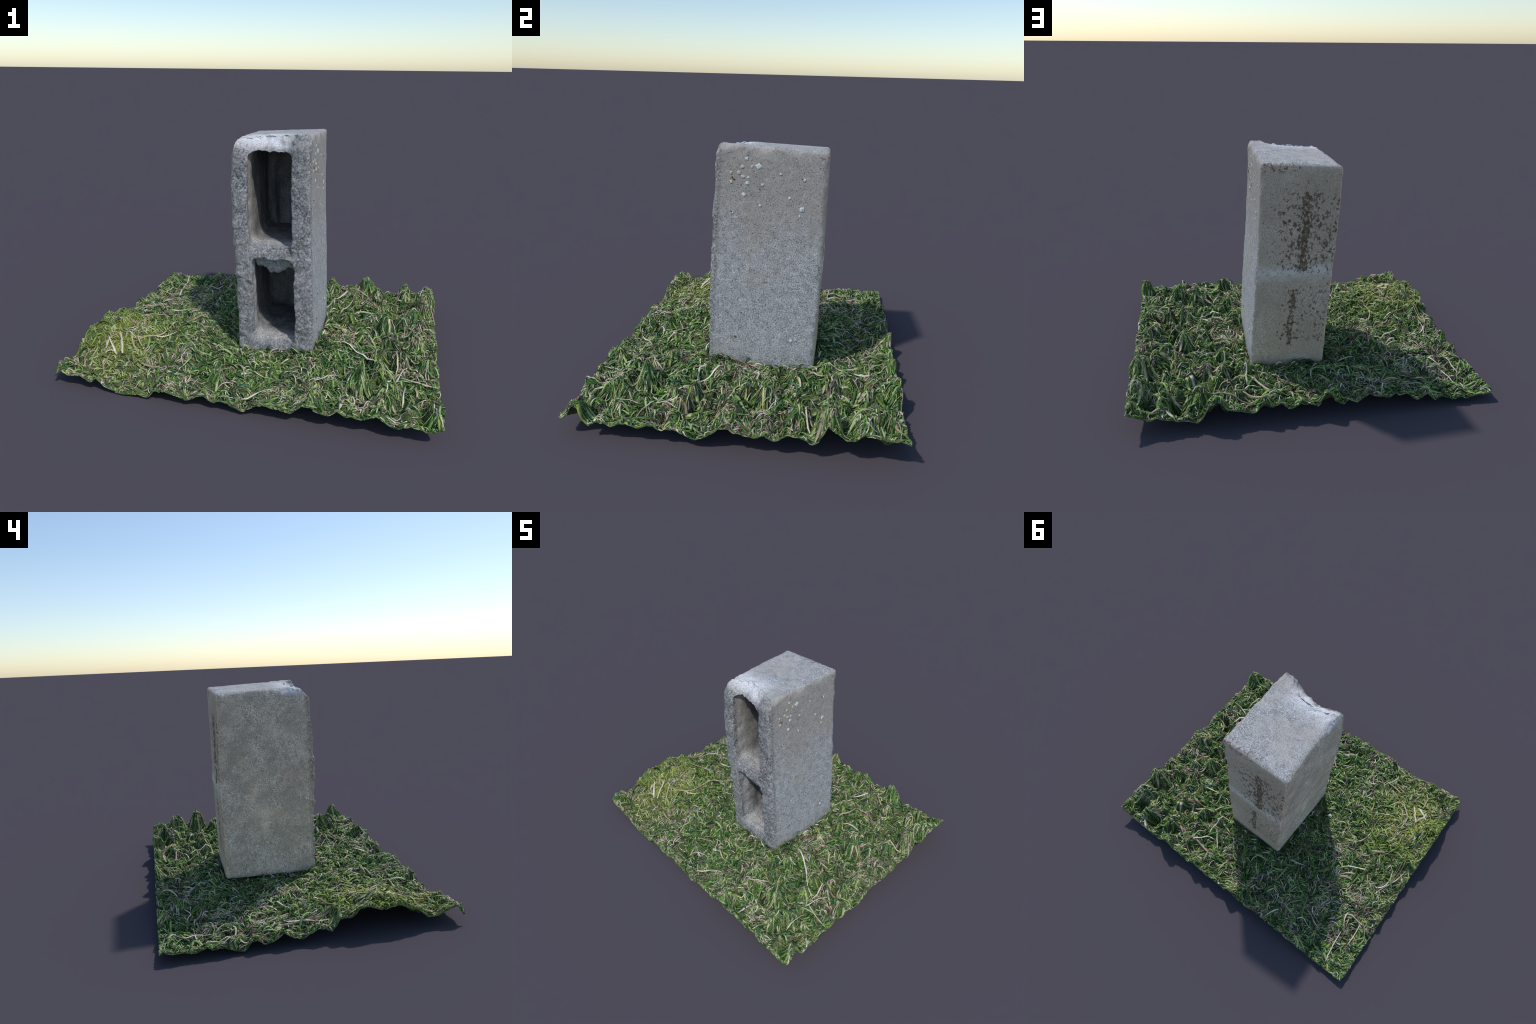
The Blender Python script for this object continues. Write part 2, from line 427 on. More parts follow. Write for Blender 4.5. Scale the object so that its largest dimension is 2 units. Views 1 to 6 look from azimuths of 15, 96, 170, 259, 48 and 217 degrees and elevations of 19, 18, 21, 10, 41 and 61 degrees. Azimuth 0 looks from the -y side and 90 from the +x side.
# ------------------------------------------------------------------ blades
def blade_mesh_arrays(spine, width, thick, wave_roll):
    """spine (n,k,3), width (n,k): closed blades with a flattened four-sided section."""
    n, k, _ = spine.shape
    tan = np.gradient(spine, axis=1)
    tan /= np.linalg.norm(tan, axis=2)[..., None] + 1e-9
    up = np.zeros_like(tan)
    up[..., 2] = 1
    side = np.cross(tan, up)
    side /= np.linalg.norm(side, axis=2)[..., None] + 1e-9
    nor = np.cross(side, tan)
    c, s = np.cos(wave_roll)[..., None], np.sin(wave_roll)[..., None]
    side, nor = side * c + nor * s, nor * c - side * s
    w = width[..., None] * 0.5
    t = np.minimum(thick, width[..., None] * 0.35 + 0.0004)
    ring = np.stack([spine - side * w + nor * t * 0.6, spine + nor * t * 0.1, spine + side * w + nor * t * 0.6, spine - nor * t], 2)
    verts = ring.reshape(-1, 3)
    base = (np.arange(n)[:, None] * k + np.arange(k - 1)[None, :]) * 4
    quads = []
    for j in range(4):
        j2 = (j + 1) % 4
        quads.append(np.stack([base + j, base + j2, base + 4 + j2, base + 4 + j], -1).reshape(-1, 4))
    b0 = np.arange(n) * k * 4
    e0 = b0 + (k - 1) * 4
    caps = [np.stack([b0 + 3, b0 + 2, b0 + 1, b0], 1), np.stack([e0, e0 + 1, e0 + 2, e0 + 3], 1)]
    return verts, np.concatenate(quads + caps)


def lying_spines(x0, y0, ang, length, lift, bend, k=7):
    """Blades that start in the turf, arch along it and touch down again."""
    n = len(x0)
    t = np.linspace(0, 1, k)[None, :]
    a = ang[:, None] + bend[:, None] * (t - 0.3)
    step = (length / (k - 1))[:, None]
    dx, dy = np.cos(a) * step, np.sin(a) * step
    x = x0[:, None] + np.cumsum(dx, 1) - dx[:, :1]
    y = y0[:, None] + np.cumsum(dy, 1) - dy[:, :1]
    over = np.maximum(np.abs(x) - HALF_X, 0) + np.maximum(np.abs(y) - HALF_Y, 0)
    x = np.clip(x, -HALF_X + 0.001, HALF_X - 0.001)
    y = np.clip(y, -HALF_Y + 0.001, HALF_Y - 0.001)
    z = terrain(x, y).reshape(n, k)
    # a blade is stiff: smooth the ground line it follows, staying above it
    zs = z.copy()
    for _ in range(3):
        zs[:, 1:-1] = np.maximum(zs[:, 1:-1], 0.5 * (zs[:, :-2] + zs[:, 2:]))
    z = 0.45 * z + 0.55 * zs
    peak = 0.45 + 0.25 * (lift / (lift.max() + 1e-6))[:, None]
    arch = np.sin(np.pi * np.clip(t / (2 * peak), 0, 1)) ** 1.0
    z = z - 0.004 + lift[:, None] * arch * (over == 0) - 0.12 * np.minimum(over, .04)
    return np.stack([x, y, np.maximum(z, 0.003)], 2)


def blade_width(n, k, w, kind="leaf"):
    t = np.linspace(0, 1, k)[None, :]
    if kind == "leaf":
        prof = np.interp(t, [0, .15, .4, .75, 1], [.6, .9, 1, .55, .04])
    else:
        prof = np.interp(t, [0, .1, .9, 1], [.7, 1, .8, .3])
    return w[:, None] * prof


def in_block(x, y, m=0.0):
    return (x > -0.15 - m) & (x < 0.315 + m) & (y > -0.255 - m) & (y < 0.37 + m)


def scatter(n, bias=None, seed=0):
    r = np.random.default_rng(seed)
    x = r.uniform(-HALF_X, HALF_X, n * 3)
    y = r.uniform(-HALF_Y, HALF_Y, n * 3)
    p = np.ones(n * 3) if bias is None else bias(x, y)
    keep = (r.random(n * 3) < p) & ~in_block(x, y, -0.01)
    return x[keep][:n], y[keep][:n]


def flow(x, y, r):
    """Blades lie in locks that share a direction."""
    return 2.6 * math.pi * perlin2(x, y, 5.5, 21) + r.normal(0, 0.75, len(x))


def foot_points(n, r):
    """Random places just outside the foot of the block, in uneven bunches."""
    a = r.uniform(0, 1, n * 4)
    a = a[(perlin2(a * 24, 0 * a, 1, 9) > -.15)][:n]
    side = r.integers(0, 4, len(a))
    d = r.uniform(.006, .03, len(a))
    x = np.select([side == 0, side == 1], [.312 + d, -.135 - d], -.13 + .44 * a)
    y = np.select([side == 2, side == 3], [-.255 - d, .365 + d], -.25 + .61 * a)
    return x, y


def rim_points(n, r):
    """Random places a little inside the cut edge."""
    d = r.uniform(.004, .035, n)
    u = r.uniform(-1, 1, n)
    on_x = r.random(n) < HALF_Y / (HALF_X + HALF_Y)
    sgn = np.where(r.random(n) < .5, -1, 1)
    return np.where(on_x, sgn * (HALF_X - d), u * (HALF_X - .02)), np.where(on_x, u * (HALF_Y - .02), sgn * (HALF_Y - d))


def stuff(name, parent, material, n, length, width, lift, seed, bias=None, kind="leaf", k=7, bend=1.1, thick=0.0016, outward=False, foot=False):
    r = np.random.default_rng(seed)
    x, y = rim_points(n, r) if outward else foot_points(n, r) if foot else scatter(n, bias, seed)
    m = len(x)
    L = r.uniform(*length, m)
    ang = flow(x, y, r)
    if outward:
        ang = np.where(HALF_X - np.abs(x) < HALF_Y - np.abs(y), np.where(x > 0, 0, math.pi), np.where(y > 0, math.pi / 2, -math.pi / 2)) + r.normal(0, .9, m)
    sp = lying_spines(x, y, ang, L, r.uniform(*lift, m), r.normal(0, bend, m), k)
    # keep blades out of the block
    if foot:
        sp[..., 2] += .012
    hit = in_block(sp[..., 0], sp[..., 1], 0.0).any(1)
    ok = ~hit | (sp[..., 2].max(1) < 0.06) & (not foot)
    sp = sp[ok]
    m = len(sp)
    W = blade_width(m, k, r.uniform(*width, m), kind)
    roll = np.repeat(r.normal(0, 0.5, m)[:, None], k, 1) + np.linspace(0, 1, k)[None] * r.normal(0, 0.6, m)[:, None]
    v, f = blade_mesh_arrays(sp, W, thick, roll)
    ob = add_object(name, new_mesh(name, v, f), parent, material)
    ob["kind"] = "stuff"
    return ob


def patch(scale, seed, lo, hi):
    return lambda x, y: smooth(lo, hi, perlin2(x, y, scale, seed) * 0.7 + perlin2(x, y, scale * 2.7, seed + 1) * 0.4)


def build_lawn():
    root = add_object("grass_patch", None)
    root.empty_display_size = 0.2
    root["label"] = "square patch of rough lawn with straw and thatch"
    root["category"] = "grass patch"
    build_turf(root)
    yellow = lambda x, y: 0.07 + 0.9 * np.exp(-((x + .72) ** 2 / .08 + (y + .32) ** 2 / .12)) + 0.2 * patch(4, 60, .1, .6)(x, y)
    straws = lambda x, y: 0.10 + 0.9 * patch(5, 90, .05, .5)(x, y)
    stuff("thatch", root, M_THATCH, 6200, (.022, .07), (.005, .012), (.004, .020), 31, lambda x, y: 0.10 + 1.2 * patch(5, 70, .05, .45)(x, y), "leaf", k=6, bend=1.6)
    stuff("deep_green_grass", root, M_DEEP, 6400, (.03, .08), (.006, .013), (.001, .014), 32, k=6, bend=1.4)
    stuff("green_grass", root, M_GREEN, 9400, (.028, .08), (.006, .013), (.003, .024), 33, lambda x, y: 0.55 + patch(3.5, 80, -.3, .4)(x, y), k=6, bend=1.5)
    stuff("yellow_green_grass", root, M_LIME, 2300, (.025, .07), (.005, .011), (.005, .024), 34, yellow, k=6, bend=1.5)
    stuff("dry_grass", root, M_STRAW, 4200, (.025, .09), (.003, .007), (.006, .026), 35, straws, "stem", k=7, bend=1.7)
    # tufts leaning on the foot of the block
    for i, (nm, mt, cnt) in enumerate((("green_grass", M_GREEN, 150), ("deep_green_grass", M_DEEP, 110), ("dry_grass", M_STRAW, 60))):
        stuff(nm, root, mt, cnt, (.04, .08), (.006, .013), (.010, .036), 61 + i, k=7, bend=.9, foot=True)
    # blades folded over the cut edge
    rim = lambda x, y: (np.minimum(HALF_X - np.abs(x), HALF_Y - np.abs(y)) < .03) * 1.0
    for i, (nm, mt, cnt) in enumerate((("green_grass", M_GREEN, 520), ("deep_green_grass", M_DEEP, 260), ("dry_grass", M_STRAW, 260), ("yellow_green_grass", M_LIME, 160))):
        stuff(nm, root, mt, cnt, (.04, .08), (.006, .014), (.001, .008), 51 + i, rim, k=7, outward=True)
    # blades large enough to pick out one by one share a few meshes
    r = np.random.default_rng(41)
    shapes = []
    for i in range(12):
        k = 10
        t = np.linspace(0, 1, k)
        L = r.uniform(.09, .14)
        bend = r.normal(0, .9)
        a = bend * (t - .3)
        sp = np.stack([np.cumsum(np.cos(a)) * L / k, np.cumsum(np.sin(a)) * L / k, r.uniform(.015, .035) * np.sin(np.pi * np.clip(t * r.uniform(.75, 1.05), 0, 1)) - .002], 1)[None]
        sp -= sp[:, :1]
        W = blade_width(1, k, np.array([r.uniform(.009, .014)]))
        v, f = blade_mesh_arrays(sp, W, 0.0022, np.linspace(0, r.normal(0, .5), k)[None])
        me = new_mesh("grass_blade", v, f)
        me.materials.append((M_GREEN, M_GREEN, M_DEEP, M_GREEN, M_STRAW, M_GREEN)[i % 6])
        shapes.append(me)
    # every clump sheds a sheaf of blades down its sides
    for cx, cy, rise, rad in CLUMPS:
        m = 6
        a = np.linspace(0, 2 * math.pi, m, endpoint=False) + r.uniform(0, 1) + r.normal(0, .3, m)
        sp = lying_spines(cx + .012 * np.cos(a), cy + .012 * np.sin(a), a, r.uniform(.07, .12, m), r.uniform(.006, .016, m), r.normal(0, .6, m), 9)
        for q in range(m):
            W = blade_width(1, 9, np.array([r.uniform(.012, .024)]))
            v, f = blade_mesh_arrays(sp[q:q + 1], W, .0022, np.linspace(0, r.normal(0, .7), 9)[None])
            add_object("grass_blade", new_mesh("grass_blade", v, f), root, (M_GREEN, M_LIME, M_GREEN, M_DEEP, M_GREEN, M_STRAW)[int(r.integers(6))])
    x, y = scatter(300, None, 42)
    e = 0.03
    count = 0
    for px, py in zip(x, y):
        if count >= 155:
            break
        ang = float(2.6 * math.pi * perlin2(np.array([px]), np.array([py]), 5.5, 21)[0] + r.normal(0, .9))
        tx, ty = px + math.cos(ang) * .13, py + math.sin(ang) * .13
        if abs(tx) > HALF_X - .01 or abs(ty) > HALF_Y - .01 or in_block(tx, ty, .02) or in_block(px, py, .02) or in_block((px + tx) / 2, (py + ty) / 2, .02):
            continue
        h0, hx, hy = terrain([px, px + e, px], [py, py, py + e])
        h1 = terrain([tx], [ty])[0]
        pitch = -math.atan2(h1 - h0, .13)
        ob = add_object("grass_blade", shapes[int(r.integers(12))], root)
        ob.matrix_world = Matrix.Translation((px, py, h0 + .003)) @ Matrix.Rotation(ang, 4, "Z") @ Matrix.Rotation(pitch, 4, "Y") @ Matrix.Rotation(float(r.normal(0, .25)), 4, "X") @ Matrix.Scale(float(r.uniform(.8, 1.25)), 4)
        count += 1
    # long stalks lying on the lawn: polylines in plan (x, y), width
    stalks = [
        ([(-.47, -.01), (-.55, -.05), (-.59, -.1), (-.60, -.18), (-.58, -.27), (-.63, -.37), (-.71, -.44)], .011),
        ([(-.59, .01), (-.66, .02), (-.71, -.06), (-.80, -.10), (-.86, -.13)], .012),
        ([(-.89, .18), (-.92, .05), (-.925, -.08), (-.89, -.15)], .013), ([(-.86, .14), (-.91, .03), (-.90, -.11)], .009), ([(-.87, .16), (-.94, .02), (-.95, -.07)], .008),
        ([(-.74, -.55), (-.78, -.47), (-.82, -.41)], .016), ([(-.77, -.56), (-.82, -.52), (-.87, -.47)], .015), ([(-.81, -.42), (-.85, -.49), (-.84, -.55)], .013),
        ([(-.85, .78), (-.83, .68), (-.82, .5)], .008), ([(.42, -.13), (.51, -.17), (.58, -.21), (.70, -.32)], .011), ([(.79, -.41), (.89, -.45), (.99, -.46)], .009),
        ([(.56, .65), (.44, .72), (.35, .78)], .013), ([(.40, .66), (.31, .67), (.24, .68)], .013), ([(.33, .51), (.23, .62)], .014),
        ([(.59, -.43), (.67, -.40), (.74, -.35)], .012), ([(-.64, -.54), (-.72, -.46), (-.76, -.39), (-.75, -.3)], .013), ([(-.61, -.59), (-.54, -.61), (-.47, -.61)], .014),
        ([(-.63, -.61), (-.55, -.64), (-.49, -.65)], .01), ([(.36, -.56), (.45, -.52), (.50, -.45)], .009), ([(.40, .33), (.45, .43), (.56, .49)], .012), ([(.17, -.63), (.09, -.69), (.02, -.75)], .011)]
    for i in range(34):
        px, py = r.uniform(-.92, .92), r.uniform(-.72, .72)
        a = r.uniform(0, 6.28)
        pts = [(px, py)]
        for _ in range(3):
            a += r.normal(0, .5)
            pts.append((float(np.clip(pts[-1][0] + .055 * math.cos(a), -.985, .985)), float(np.clip(pts[-1][1] + .055 * math.sin(a), -.79, .79))))
        if not any(in_block(*p, .03) for p in pts):
            stalks.append((pts, float(r.uniform(.006, .011))))
    for pts, w in stalks:
        p = np.array(pts)
        s = np.concatenate([[0], np.cumsum(np.linalg.norm(np.diff(p, axis=0), axis=1))])
        k = max(8, int(s[-1] / .018))
        q = np.linspace(0, s[-1], k)
        xs, ys = np.interp(q, s, p[:, 0]), np.interp(q, s, p[:, 1])
        for _ in range(3):
            xs[1:-1] = .5 * xs[1:-1] + .25 * (xs[:-2] + xs[2:])
            ys[1:-1] = .5 * ys[1:-1] + .25 * (ys[:-2] + ys[2:])
        xs = xs + .004 * perlin2(xs, ys, 40, 8)
        zs = terrain(xs, ys)
        for _ in range(2):
            zs[1:-1] = np.maximum(zs[1:-1], .5 * (zs[:-2] + zs[2:]))
        sp = np.stack([xs, ys, zs + .012 + .006 * np.sin(q / s[-1] * math.pi)], 1)[None]
        W = blade_width(1, k, np.array([w]), "stem") * (0.85 + .3 * r.random((1, k)))
        v, f = blade_mesh_arrays(sp, W, .003, np.cumsum(r.normal(0, .25, (1, k)), 1))
        add_object("straw_stalk", new_mesh("straw_stalk", v, f), root, M_STRAW)
    for px, py, rad, mat in ((-.015, -.545, .016, M_LICHEN), (-.269, -.114, .017, M_LICHEN), (.36, -.02, .020, M_RUST), (.41, .08, .018, M_RUST), (.335, .16, .016, M_RUST)):
        bm = bmesh.new()
        bmesh.ops.create_icosphere(bm, subdivisions=3, radius=rad)
        for v in bm.verts:
            v.co *= 1 + .25 * float(perlin(np.array([v.co]) + px * 3, 60, 3)[0])
            v.co.z *= .6
        me = bpy.data.meshes.new("pebble")
        bm.to_mesh(me)
        bm.free()
        me.polygons.foreach_set("use_smooth", np.ones(len(me.polygons), bool))
        ob = add_object("pebble", me, root, mat)
        ob.location = (px, py, float(terrain([px], [py])[0]) + rad * .35)
    return root


# ------------------------------------------------------------------ the concrete block
def box(x0, x1, y0, y1, z0, z1, bevel, taper=0.0, segs=4):
    """Bevelled box; taper draws the far end (+y) in on all sides."""
    bm = bmesh.new()
    bmesh.ops.create_cube(bm, size=1.0)
    for v in bm.verts:
        s = taper if v.co.y > 0 else 0.0
        v.co = Vector((x0 + s if v.co.x < 0 else x1 - s, y0 if v.co.y < 0 else y1, z0 + s if v.co.z < 0 else z1 - s))
    bmesh.ops.bevel(bm, geom=list(bm.edges), offset=bevel, segments=segs, profile=0.5, affect="EDGES")
    me = bpy.data.meshes.new("box")
    bm.to_mesh(me)
    bm.free()
    ob = bpy.data.objects.new("box", me)
    scene.collection.objects.link(ob)
    return ob


def face_right(z):
    return np.interp(z, [.05, .57, .80, 1.05, 1.29], [.313, .284, .266, .253, .245])


def face_left_front(z):
    return np.interp(z, [.05, .29, .48, .60, .72, .84, 1.09, 1.20, 1.25, 1.29], [-.134, -.146, -.154, -.160, -.175, -.185, -.195, -.191, -.182, -.165])


def face_left_back(z):
    return np.interp(z, [.05, .16, .30, .47, .58, .66, .73, .87, 1.10, 1.25, 1.29], [-.132, -.139, -.148, -.158, -.163, -.170, -.175, -.186, -.199, -.203, -.203])


def face_front(z, t):
    return np.interp(z, [.05, .55, .79, 1.0, 1.22, 1.3], [-.253, -.25, -.242, -.231, -.217, -.203]) + .006 * (1 - t)


def face_back(z, t):
    return np.interp(z, [.05, .3, .6, 1.28], [.355, .362, .371, .383]) * t + np.interp(z, [.05, .3, .6, .9, 1.28], [.364, .368, .375, .379, .377]) * (1 - t)


BX, BY = 0.215, 0.305          # half sizes of the upright, unleaned block


def block_mesh():
    body = box(-BX, BX, -BY, BY, 0.045, 1.291, 0.017)
    cutters = [box(-.121, .113, -.5, .232, .707, 1.213, .034, -.006), box(-.116, .115, -.5, .245, .143, .628, .03, -.006)]
    for c in cutters:
        m = body.modifiers.new("cell", "BOOLEAN")
        m.operation = "DIFFERENCE"
        m.solver = "EXACT"
        m.object = c
    m = body.modifiers.new("grain", "REMESH")
    m.mode = "VOXEL"
    m.voxel_size = 0.0062
    m.use_smooth_shade = True
    m = body.modifiers.new("wear", "SMOOTH")
    m.factor = 0.5
    m.iterations = 3
    dg = bpy.context.evaluated_depsgraph_get()
    ev = body.evaluated_get(dg)
    me = bpy.data.meshes.new_from_object(ev)
    for o in [body] + cutters:
        bpy.data.objects.remove(o)
    return me


def cell_depth(x, y, z):
    """How far inside one of the hollow cells a point lies (canonical), 0..1."""
    return (smooth(-.15, -.13, x) * smooth(.135, .115, x) * smooth(.245, .23, y) *
            np.maximum(smooth(.69, .70, z) * smooth(1.23, 1.22, z), smooth(.125, .135, z) * smooth(.645, .635, z)))


def build_block():
    me = block_mesh()
    n = len(me.vertices)
    c = np.empty(n * 3, np.float32)
    me.vertices.foreach_get("co", c)
    c = c.reshape(-1, 3).astype(float)
    nr = np.empty(n * 3, np.float32)
    me.vertices.foreach_get("normal", nr)
    nr = nr.reshape(-1, 3).astype(float)
    tx = (c[:, 0] + BX) / (2 * BX)
    ty = (c[:, 1] + BY) / (2 * BY)
    z = c[:, 2]
    xl = face_left_front(z) * (1 - ty) + face_left_back(z) * ty
    X = xl + (face_right(z) - xl) * tx
    Y = face_front(z, tx) + (face_back(z, tx) - face_front(z, tx)) * ty
    Z = z + smooth(1.0, 1.28, z) * (.068 * (X - .03) - .040 * (Y - .07))
    P = np.stack([X, Y, Z], 1)
    bulge = smooth(.16, .23, c[:, 1]) * smooth(.26, .235, c[:, 1]) * smooth(-.10, -.04, c[:, 0]) * smooth(.125, .06, c[:, 0]) * smooth(.69, .72, z) * smooth(1.1, .92, z)
    P[:, 1] -= .07 * bulge
    hollow = smooth(-.07, -.108, c[:, 0]) * smooth(-.145, -.13, c[:, 0]) * smooth(-.24, -.10, c[:, 1]) * smooth(.26, .24, c[:, 1]) * smooth(.135, .2, z) * smooth(.64, .58, z)
    P[:, 0] -= .028 * hollow
    # worn surface: rough on the open bed face and rims, gentler on the moulded sides
    open_face = smooth(-.19, -.235, Y) * smooth(-.2, -.7, nr[:, 1])
    inside = cell_depth(c[:, 0], c[:, 1], z)
    amp = 0.0006 + .0034 * open_face + .001 * inside
    d = amp * (perlin(P, 30, 1) + .35 * perlin(P, 75, 2)) + .0014 * perlin(P, 9, 3) + .0005 * perlin(P, 22, 4) + inside * .004 * perlin(P, 14, 15)
    d += open_face * .0035 * perlin(P, 16, 5)
    d += smooth(.5, .8, nr[:, 1]) * smooth(.30, .33, Y) * np.exp(-((Z - .665 - .012 * perlin(P, 12, 20)) / .028) ** 2) * (.004 + .004 * perlin(P, 35, 21))   # raised band over the web
    edge = (1 - smooth(.0, .035, BX - np.abs(c[:, 0]))) * (1 - smooth(0, .035, np.minimum(BY - np.abs(c[:, 1]), 1.286 - z)))
    d += edge * (.0045 * perlin(P, 26, 6) + .005 * perlin(P, 11, 19) - .003)
    d -= .0015 * np.maximum(perlin(P, 60, 7) - .45, 0) * 4 * (1 - inside)
    # shallow ragged groove along the pitted seams of the closed face
    lean = X + .058 * Z + .02 * perlin(P, 9, 9)
    seam = (smooth(.67, .72, Z) * smooth(1.13, 1.08, Z) * np.exp(-((lean - .04) / .035) ** 2) + .7 * smooth(.18, .24, Z) * smooth(.56, .52, Z) * np.exp(-((lean - .08) / .02) ** 2)) * smooth(.5, .8, nr[:, 1]) * smooth(.33, .35, Y)
    d -= seam * (.006 + .008 * perlin(P, 45, 10))
    P = P + nr * d[:, None]
    # the open face crumbled when it was struck from the mould: ragged rims
    m = smooth(-.20, -.29, c[:, 1]) * (1 - .5 * smooth(.15, .2, c[:, 0]))
    m = np.maximum(m, .8 * smooth(1.18, 1.25, z) * smooth(-.05, -.15, c[:, 1]))
    for ax in range(3):
        P[:, ax] += m * (.0075 * perlin(P, 15, 50 + ax) + (.0045 * perlin(P, 42, 60 + ax) + .002 * perlin(P, 100, 70 + ax)) * smooth(-.4, .6, perlin(P, 9, 80))) * (.6 if ax == 0 else 1)
    # webs stand back from the mouth and are rounded into the cells
    web = smooth(-.135, -.105, c[:, 0]) * smooth(.118, .09, c[:, 0]) * smooth(-.16, -.26, c[:, 1])
    back = np.interp(z, [.05, .10, .145, .17, .20, .62, .66, .70, .72, .75], [.0, .008, .03, .03, 0, 0, .006, .024, .024, 0])
    P[:, 1] += web * (back + .004 * perlin(P, 20, 16) * (back > 0))
    # top front edge broken away between the +x corner and the far side
    big = .009 * perlin(P, 17, 11)
    lim = np.interp(P[:, 2] + .3 * big, [.98, 1.08, 1.15, 1.20, 1.235, 1.262, 1.285, 1.32], [-.275, -.240, -.216, -.196, -.170, -.142, -.116, -.085])
    lim += np.interp(P[:, 0] + .02 * perlin(P, 16, 14), [-.21, -.145, -.096, -.04, .01, .045, .11, .135, .17, .24], [-.032, -.032, -.004, .005, .001, -.012, -.026, -.052, -.085, -.11])
    lim += 1.2 * big + .012 * perlin(P, 38, 12) + .008 * perlin(P, 80, 13)
    chip = smooth(.17, .10, P[:, 0])
    front = Y < .1
    P[:, 1] -= .010 * open_face * smooth(-.07, -.12, P[:, 0]) * smooth(.6, .72, P[:, 2])       # the far jamb stands a little proud
    P[:, 1] = np.where(front, np.maximum(P[:, 1], lim), P[:, 1])
    # the broken top slumps towards the break
    run = smooth(-.04, -.15, P[:, 1]) * chip * smooth(1.2, 1.25, P[:, 2]) * front
    P[:, 2] -= run * (.009 + .008 * perlin(P, 24, 17) + .009 * perlin(P, 55, 18))
    # wear the fresh break smooth where surface was pushed back
    ed = np.empty(len(me.edges) * 2, np.int32)
    me.edges.foreach_get("vertices", ed)
    ed = ed.reshape(-1, 2)
    cnt = np.bincount(ed.ravel(), minlength=n)[:, None]
    soft = (.7 * smooth(.001, .008, np.maximum(P[:, 1] - Y, 0)) * front * smooth(1.0, 1.1, P[:, 2]))[:, None]
    for _ in range(5):
        acc = np.zeros_like(P)
        for ax in range(3):
            acc[:, ax] = np.bincount(ed[:, 0], P[ed[:, 1], ax], n) + np.bincount(ed[:, 1], P[ed[:, 0], ax], n)
        P += soft * (acc / cnt - P)
    P += soft / .7 * np.stack([.0065 * perlin(P, 36, 90 + ax) + .0035 * perlin(P, 80, 95 + ax) for ax in range(3)], 1)
    me.vertices.foreach_set("co", P.astype(np.float32).ravel())
    me.update()
    # names by region; borders coincide and share the normals of the whole
    nf = len(me.polygons)
    cen = np.empty(nf * 3, np.float32)
    loops = np.empty(len(me.loops), np.int32)
    me.loops.foreach_get("vertex_index", loops)
    start = np.empty(nf, np.int32)
    total = np.empty(nf, np.int32)
    me.polygons.foreach_get("loop_start", start)
    me.polygons.foreach_get("loop_total", total)
    fc = np.add.reduceat(c[loops], start, axis=0) / total[:, None]
    region = np.full(nf, -1)
    region[fc[:, 1] > .215] = 2
    rest = region < 0
    region[rest & (fc[:, 0] > .108)] = 0
    region[rest & (fc[:, 0] < -.118)] = 1
    rest = region < 0
    region[rest & (fc[:, 2] > 1.0)] = 3
    region[rest & (fc[:, 2] <= 1.0) & (fc[:, 2] > .4)] = 4
    region[rest & (fc[:, 2] <= .4)] = 5
    vn = np.empty(n * 3, np.float32)
    me.vertices.foreach_get("normal", vn)
    vn = vn.reshape(-1, 3)
    root = add_object("concrete_block", None)
    root.empty_display_size = 0.2
    root["label"] = "weathered hollow concrete block standing on end"
    root["category"] = "concrete block"
    parts = {}
    face_loops = [loops[s:s + t] for s, t in zip(start, total)]
    for k, name in enumerate(("side_shell", "side_shell", "closed_face", "end_web", "middle_web", "end_web")):
        sel = np.nonzero(region == k)[0]
        used = np.unique(np.concatenate([face_loops[i] for i in sel]))
        remap = np.full(n, -1)
        remap[used] = np.arange(len(used))
        pm = bpy.data.meshes.new(name)
        pm.from_pydata(P[used].tolist(), [], [remap[face_loops[i]].tolist() for i in sel])
        pm.polygons.foreach_set("use_smooth", np.ones(len(pm.polygons), bool))
        pm.update()
        pm.normals_split_custom_set_from_vertices(vn[used].tolist())
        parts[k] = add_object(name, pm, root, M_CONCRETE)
    bpy.data.meshes.remove(me)
    add_lichen(parts[0])
    add_ledge(parts[4])
    return root


def add_ledge(web):
    """Ragged mortar hanging under the web in the lower cell."""
    def lump(name, sheet, thick, seed):
        nu = nv = 60
        u, v = np.meshgrid(np.linspace(0, 1, nu), np.linspace(0, 1, nv), indexing="ij")
        u, v = u.ravel(), v.ravel()
        front = sheet(u, v)
        t = thick * np.sqrt(np.clip(4 * u * (1 - u), 0.02, 1)) * np.sqrt(np.clip(4 * v * (1 - v), .02, 1))
        front[:, 1] += .010 * perlin(front, 16, seed) + .005 * perlin(front, 45, seed + 1) - t * .5
        rear = front + np.stack([0 * u, t + .004, 0 * u], 1)
        idx = np.arange(nu * nv).reshape(nu, nv)
        q = np.stack([idx[:-1, :-1], idx[1:, :-1], idx[1:, 1:], idx[:-1, 1:]], -1).reshape(-1, 4)
        N = nu * nv
        ring = np.concatenate([idx[:-1, 0], idx[-1, :-1], idx[:0:-1, -1], idx[0, :0:-1]])
        side = np.stack([ring + N, np.roll(ring, -1) + N, np.roll(ring, -1), ring], 1)
        add_object(name, new_mesh(name, np.concatenate([front, rear]), np.concatenate([q, q[:, ::-1] + N, side])), web, M_CONCRETE)

    def fringe(u, v):
        x = -.06 + u * .25
        foot = np.interp(u, [0, .2, .4, .55, .8, 1], [.575, .558, .528, .525, .55, .572]) + .022 * perlin2(x, 0 * x + 3, 28, 40) + .012 * perlin2(x, 0 * x + 5, 70, 41)
        z = .645 - v * (.645 - foot)
        return np.stack([x, -.185 + .03 * v, z], 1)

    lump("mortar_fringe", fringe, .09, 36)


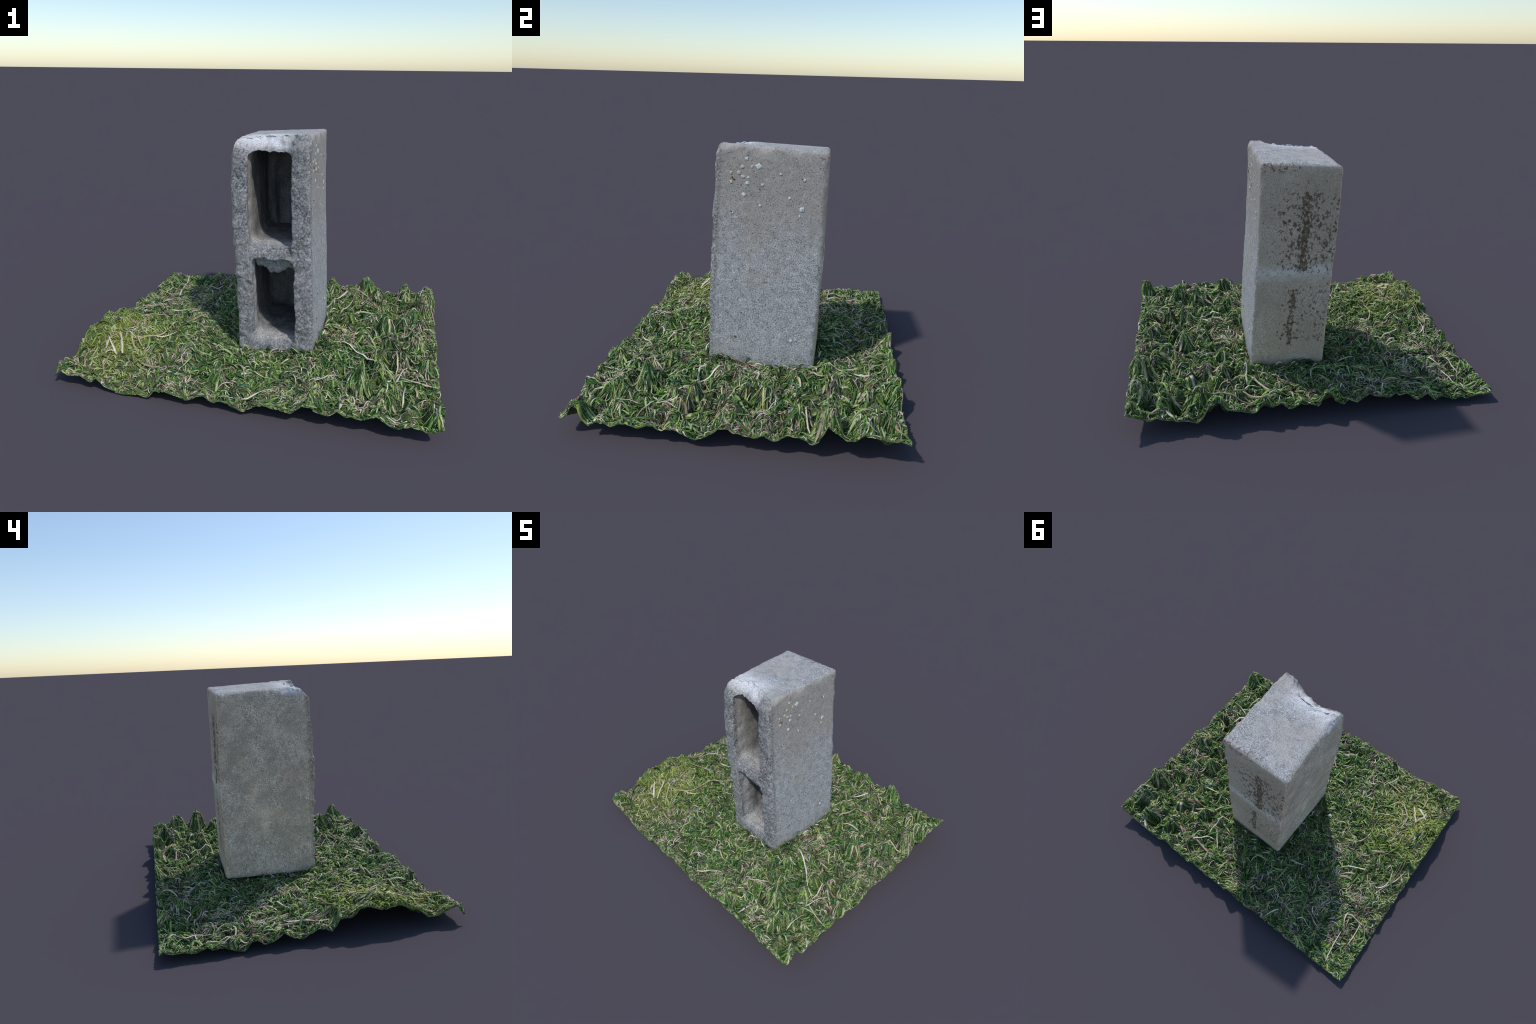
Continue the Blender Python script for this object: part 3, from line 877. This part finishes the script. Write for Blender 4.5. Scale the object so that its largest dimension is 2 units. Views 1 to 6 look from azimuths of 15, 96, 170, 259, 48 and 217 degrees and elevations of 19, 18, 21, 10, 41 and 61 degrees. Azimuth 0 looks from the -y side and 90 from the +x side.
def add_lichen(shell):
    """Crusty discs of lichen and two bored pits on the sunny side: (y, z, radius in mm, kind)."""
    r = np.random.default_rng(77)
    spots = [(-.051, 1.242, 6, 0), (.013, 1.203, 10, 2), (-.022, 1.201, 6, 1), (-.072, 1.199, 7, 1), (-.090, 1.168, 7, 1), (-.069, 1.147, 7, 1), (-.041, 1.143, 5, 0),
             (-.046, 1.113, 7, 0), (-.133, 1.116, 6, 1), (-.065, 1.051, 7, 0), (.034, 1.106, 6, 1), (.254, 1.142, 7, 2), (.251, .985, 9, 2), (.238, .951, 4, 0),
             (-.123, .951, 6, 1), (.13, 1.168, 4, 0), (.18, 1.043, 5, 0), (.024, .996, 4, 0), (.221, .235, 6, 0), (-.135, 1.164, 5, 1), (.11, .882, 3, 0)]
    flecks = [(-.120, 1.132, 6), (-.128, 1.142, 5), (.02, 1.085, 4), (.245, 1.147, 6), (.251, .985, 3), (-.070, 1.192, 3), (-.08, 1.104, 3), (-.130, .957, 4), (-.10, .24, 5), (.022, 1.222, 3), (-.065, .385, 4), (-.05, .378, 3)]

    def disc(name, y, z, rad, mat, proud):
        m = 16
        a = np.linspace(0, 2 * math.pi, m, endpoint=False)
        wob = rad * (1 + .45 * perlin2(np.cos(a) + y * 50, np.sin(a) + z * 50, 1.1, 5) + .3 * perlin2(np.cos(a) + y * 70, np.sin(a) + z * 70, 2.6, 6))
        rings = []
        for f, h in ((1.0, -.0015), (.9, proud * .7), (.45, proud)):
            rings.append(np.stack([np.full(m, h) + .0004 * perlin2(np.cos(a) * 3 + y * 90, np.sin(a) * 3 + z * 90, 1, 6), np.cos(a) * wob * f, np.sin(a) * wob * f * r.uniform(.95, 1.05)], 1))
        v = np.concatenate(rings + [np.array([[proud, 0, 0], [-.0015, 0, 0]])])
        f = []
        for q in range(2):
            for i in range(m):
                j = (i + 1) % m
                f.append((q * m + i, q * m + j, (q + 1) * m + j, (q + 1) * m + i))
        for i in range(m):
            j = (i + 1) % m
            f.append((2 * m + i, 2 * m + j, 3 * m))
            f.append((j, i, 3 * m + 1))
        me = bpy.data.meshes.new(name)
        x = float(face_right(z))
        v = v + (x, y, z)
        v[:, 0] += -.0585 * (v[:, 2] - z)
        me.from_pydata(v.tolist(), [], f)
        me.polygons.foreach_set("use_smooth", np.ones(len(me.polygons), bool))
        add_object(name, me, shell, mat)

    for y, z, rad, kind in spots:
        disc("lichen_spot", y, z, 1.6 * rad / 1000, M_TAN_LICHEN if kind == 1 else M_LICHEN, .0026)
    for y, z, rad in flecks:
        disc("dirt_fleck", y, z, rad / 1000, M_RUST, .0042)


build_lawn()
build_block()
bpy.context.view_layer.update()
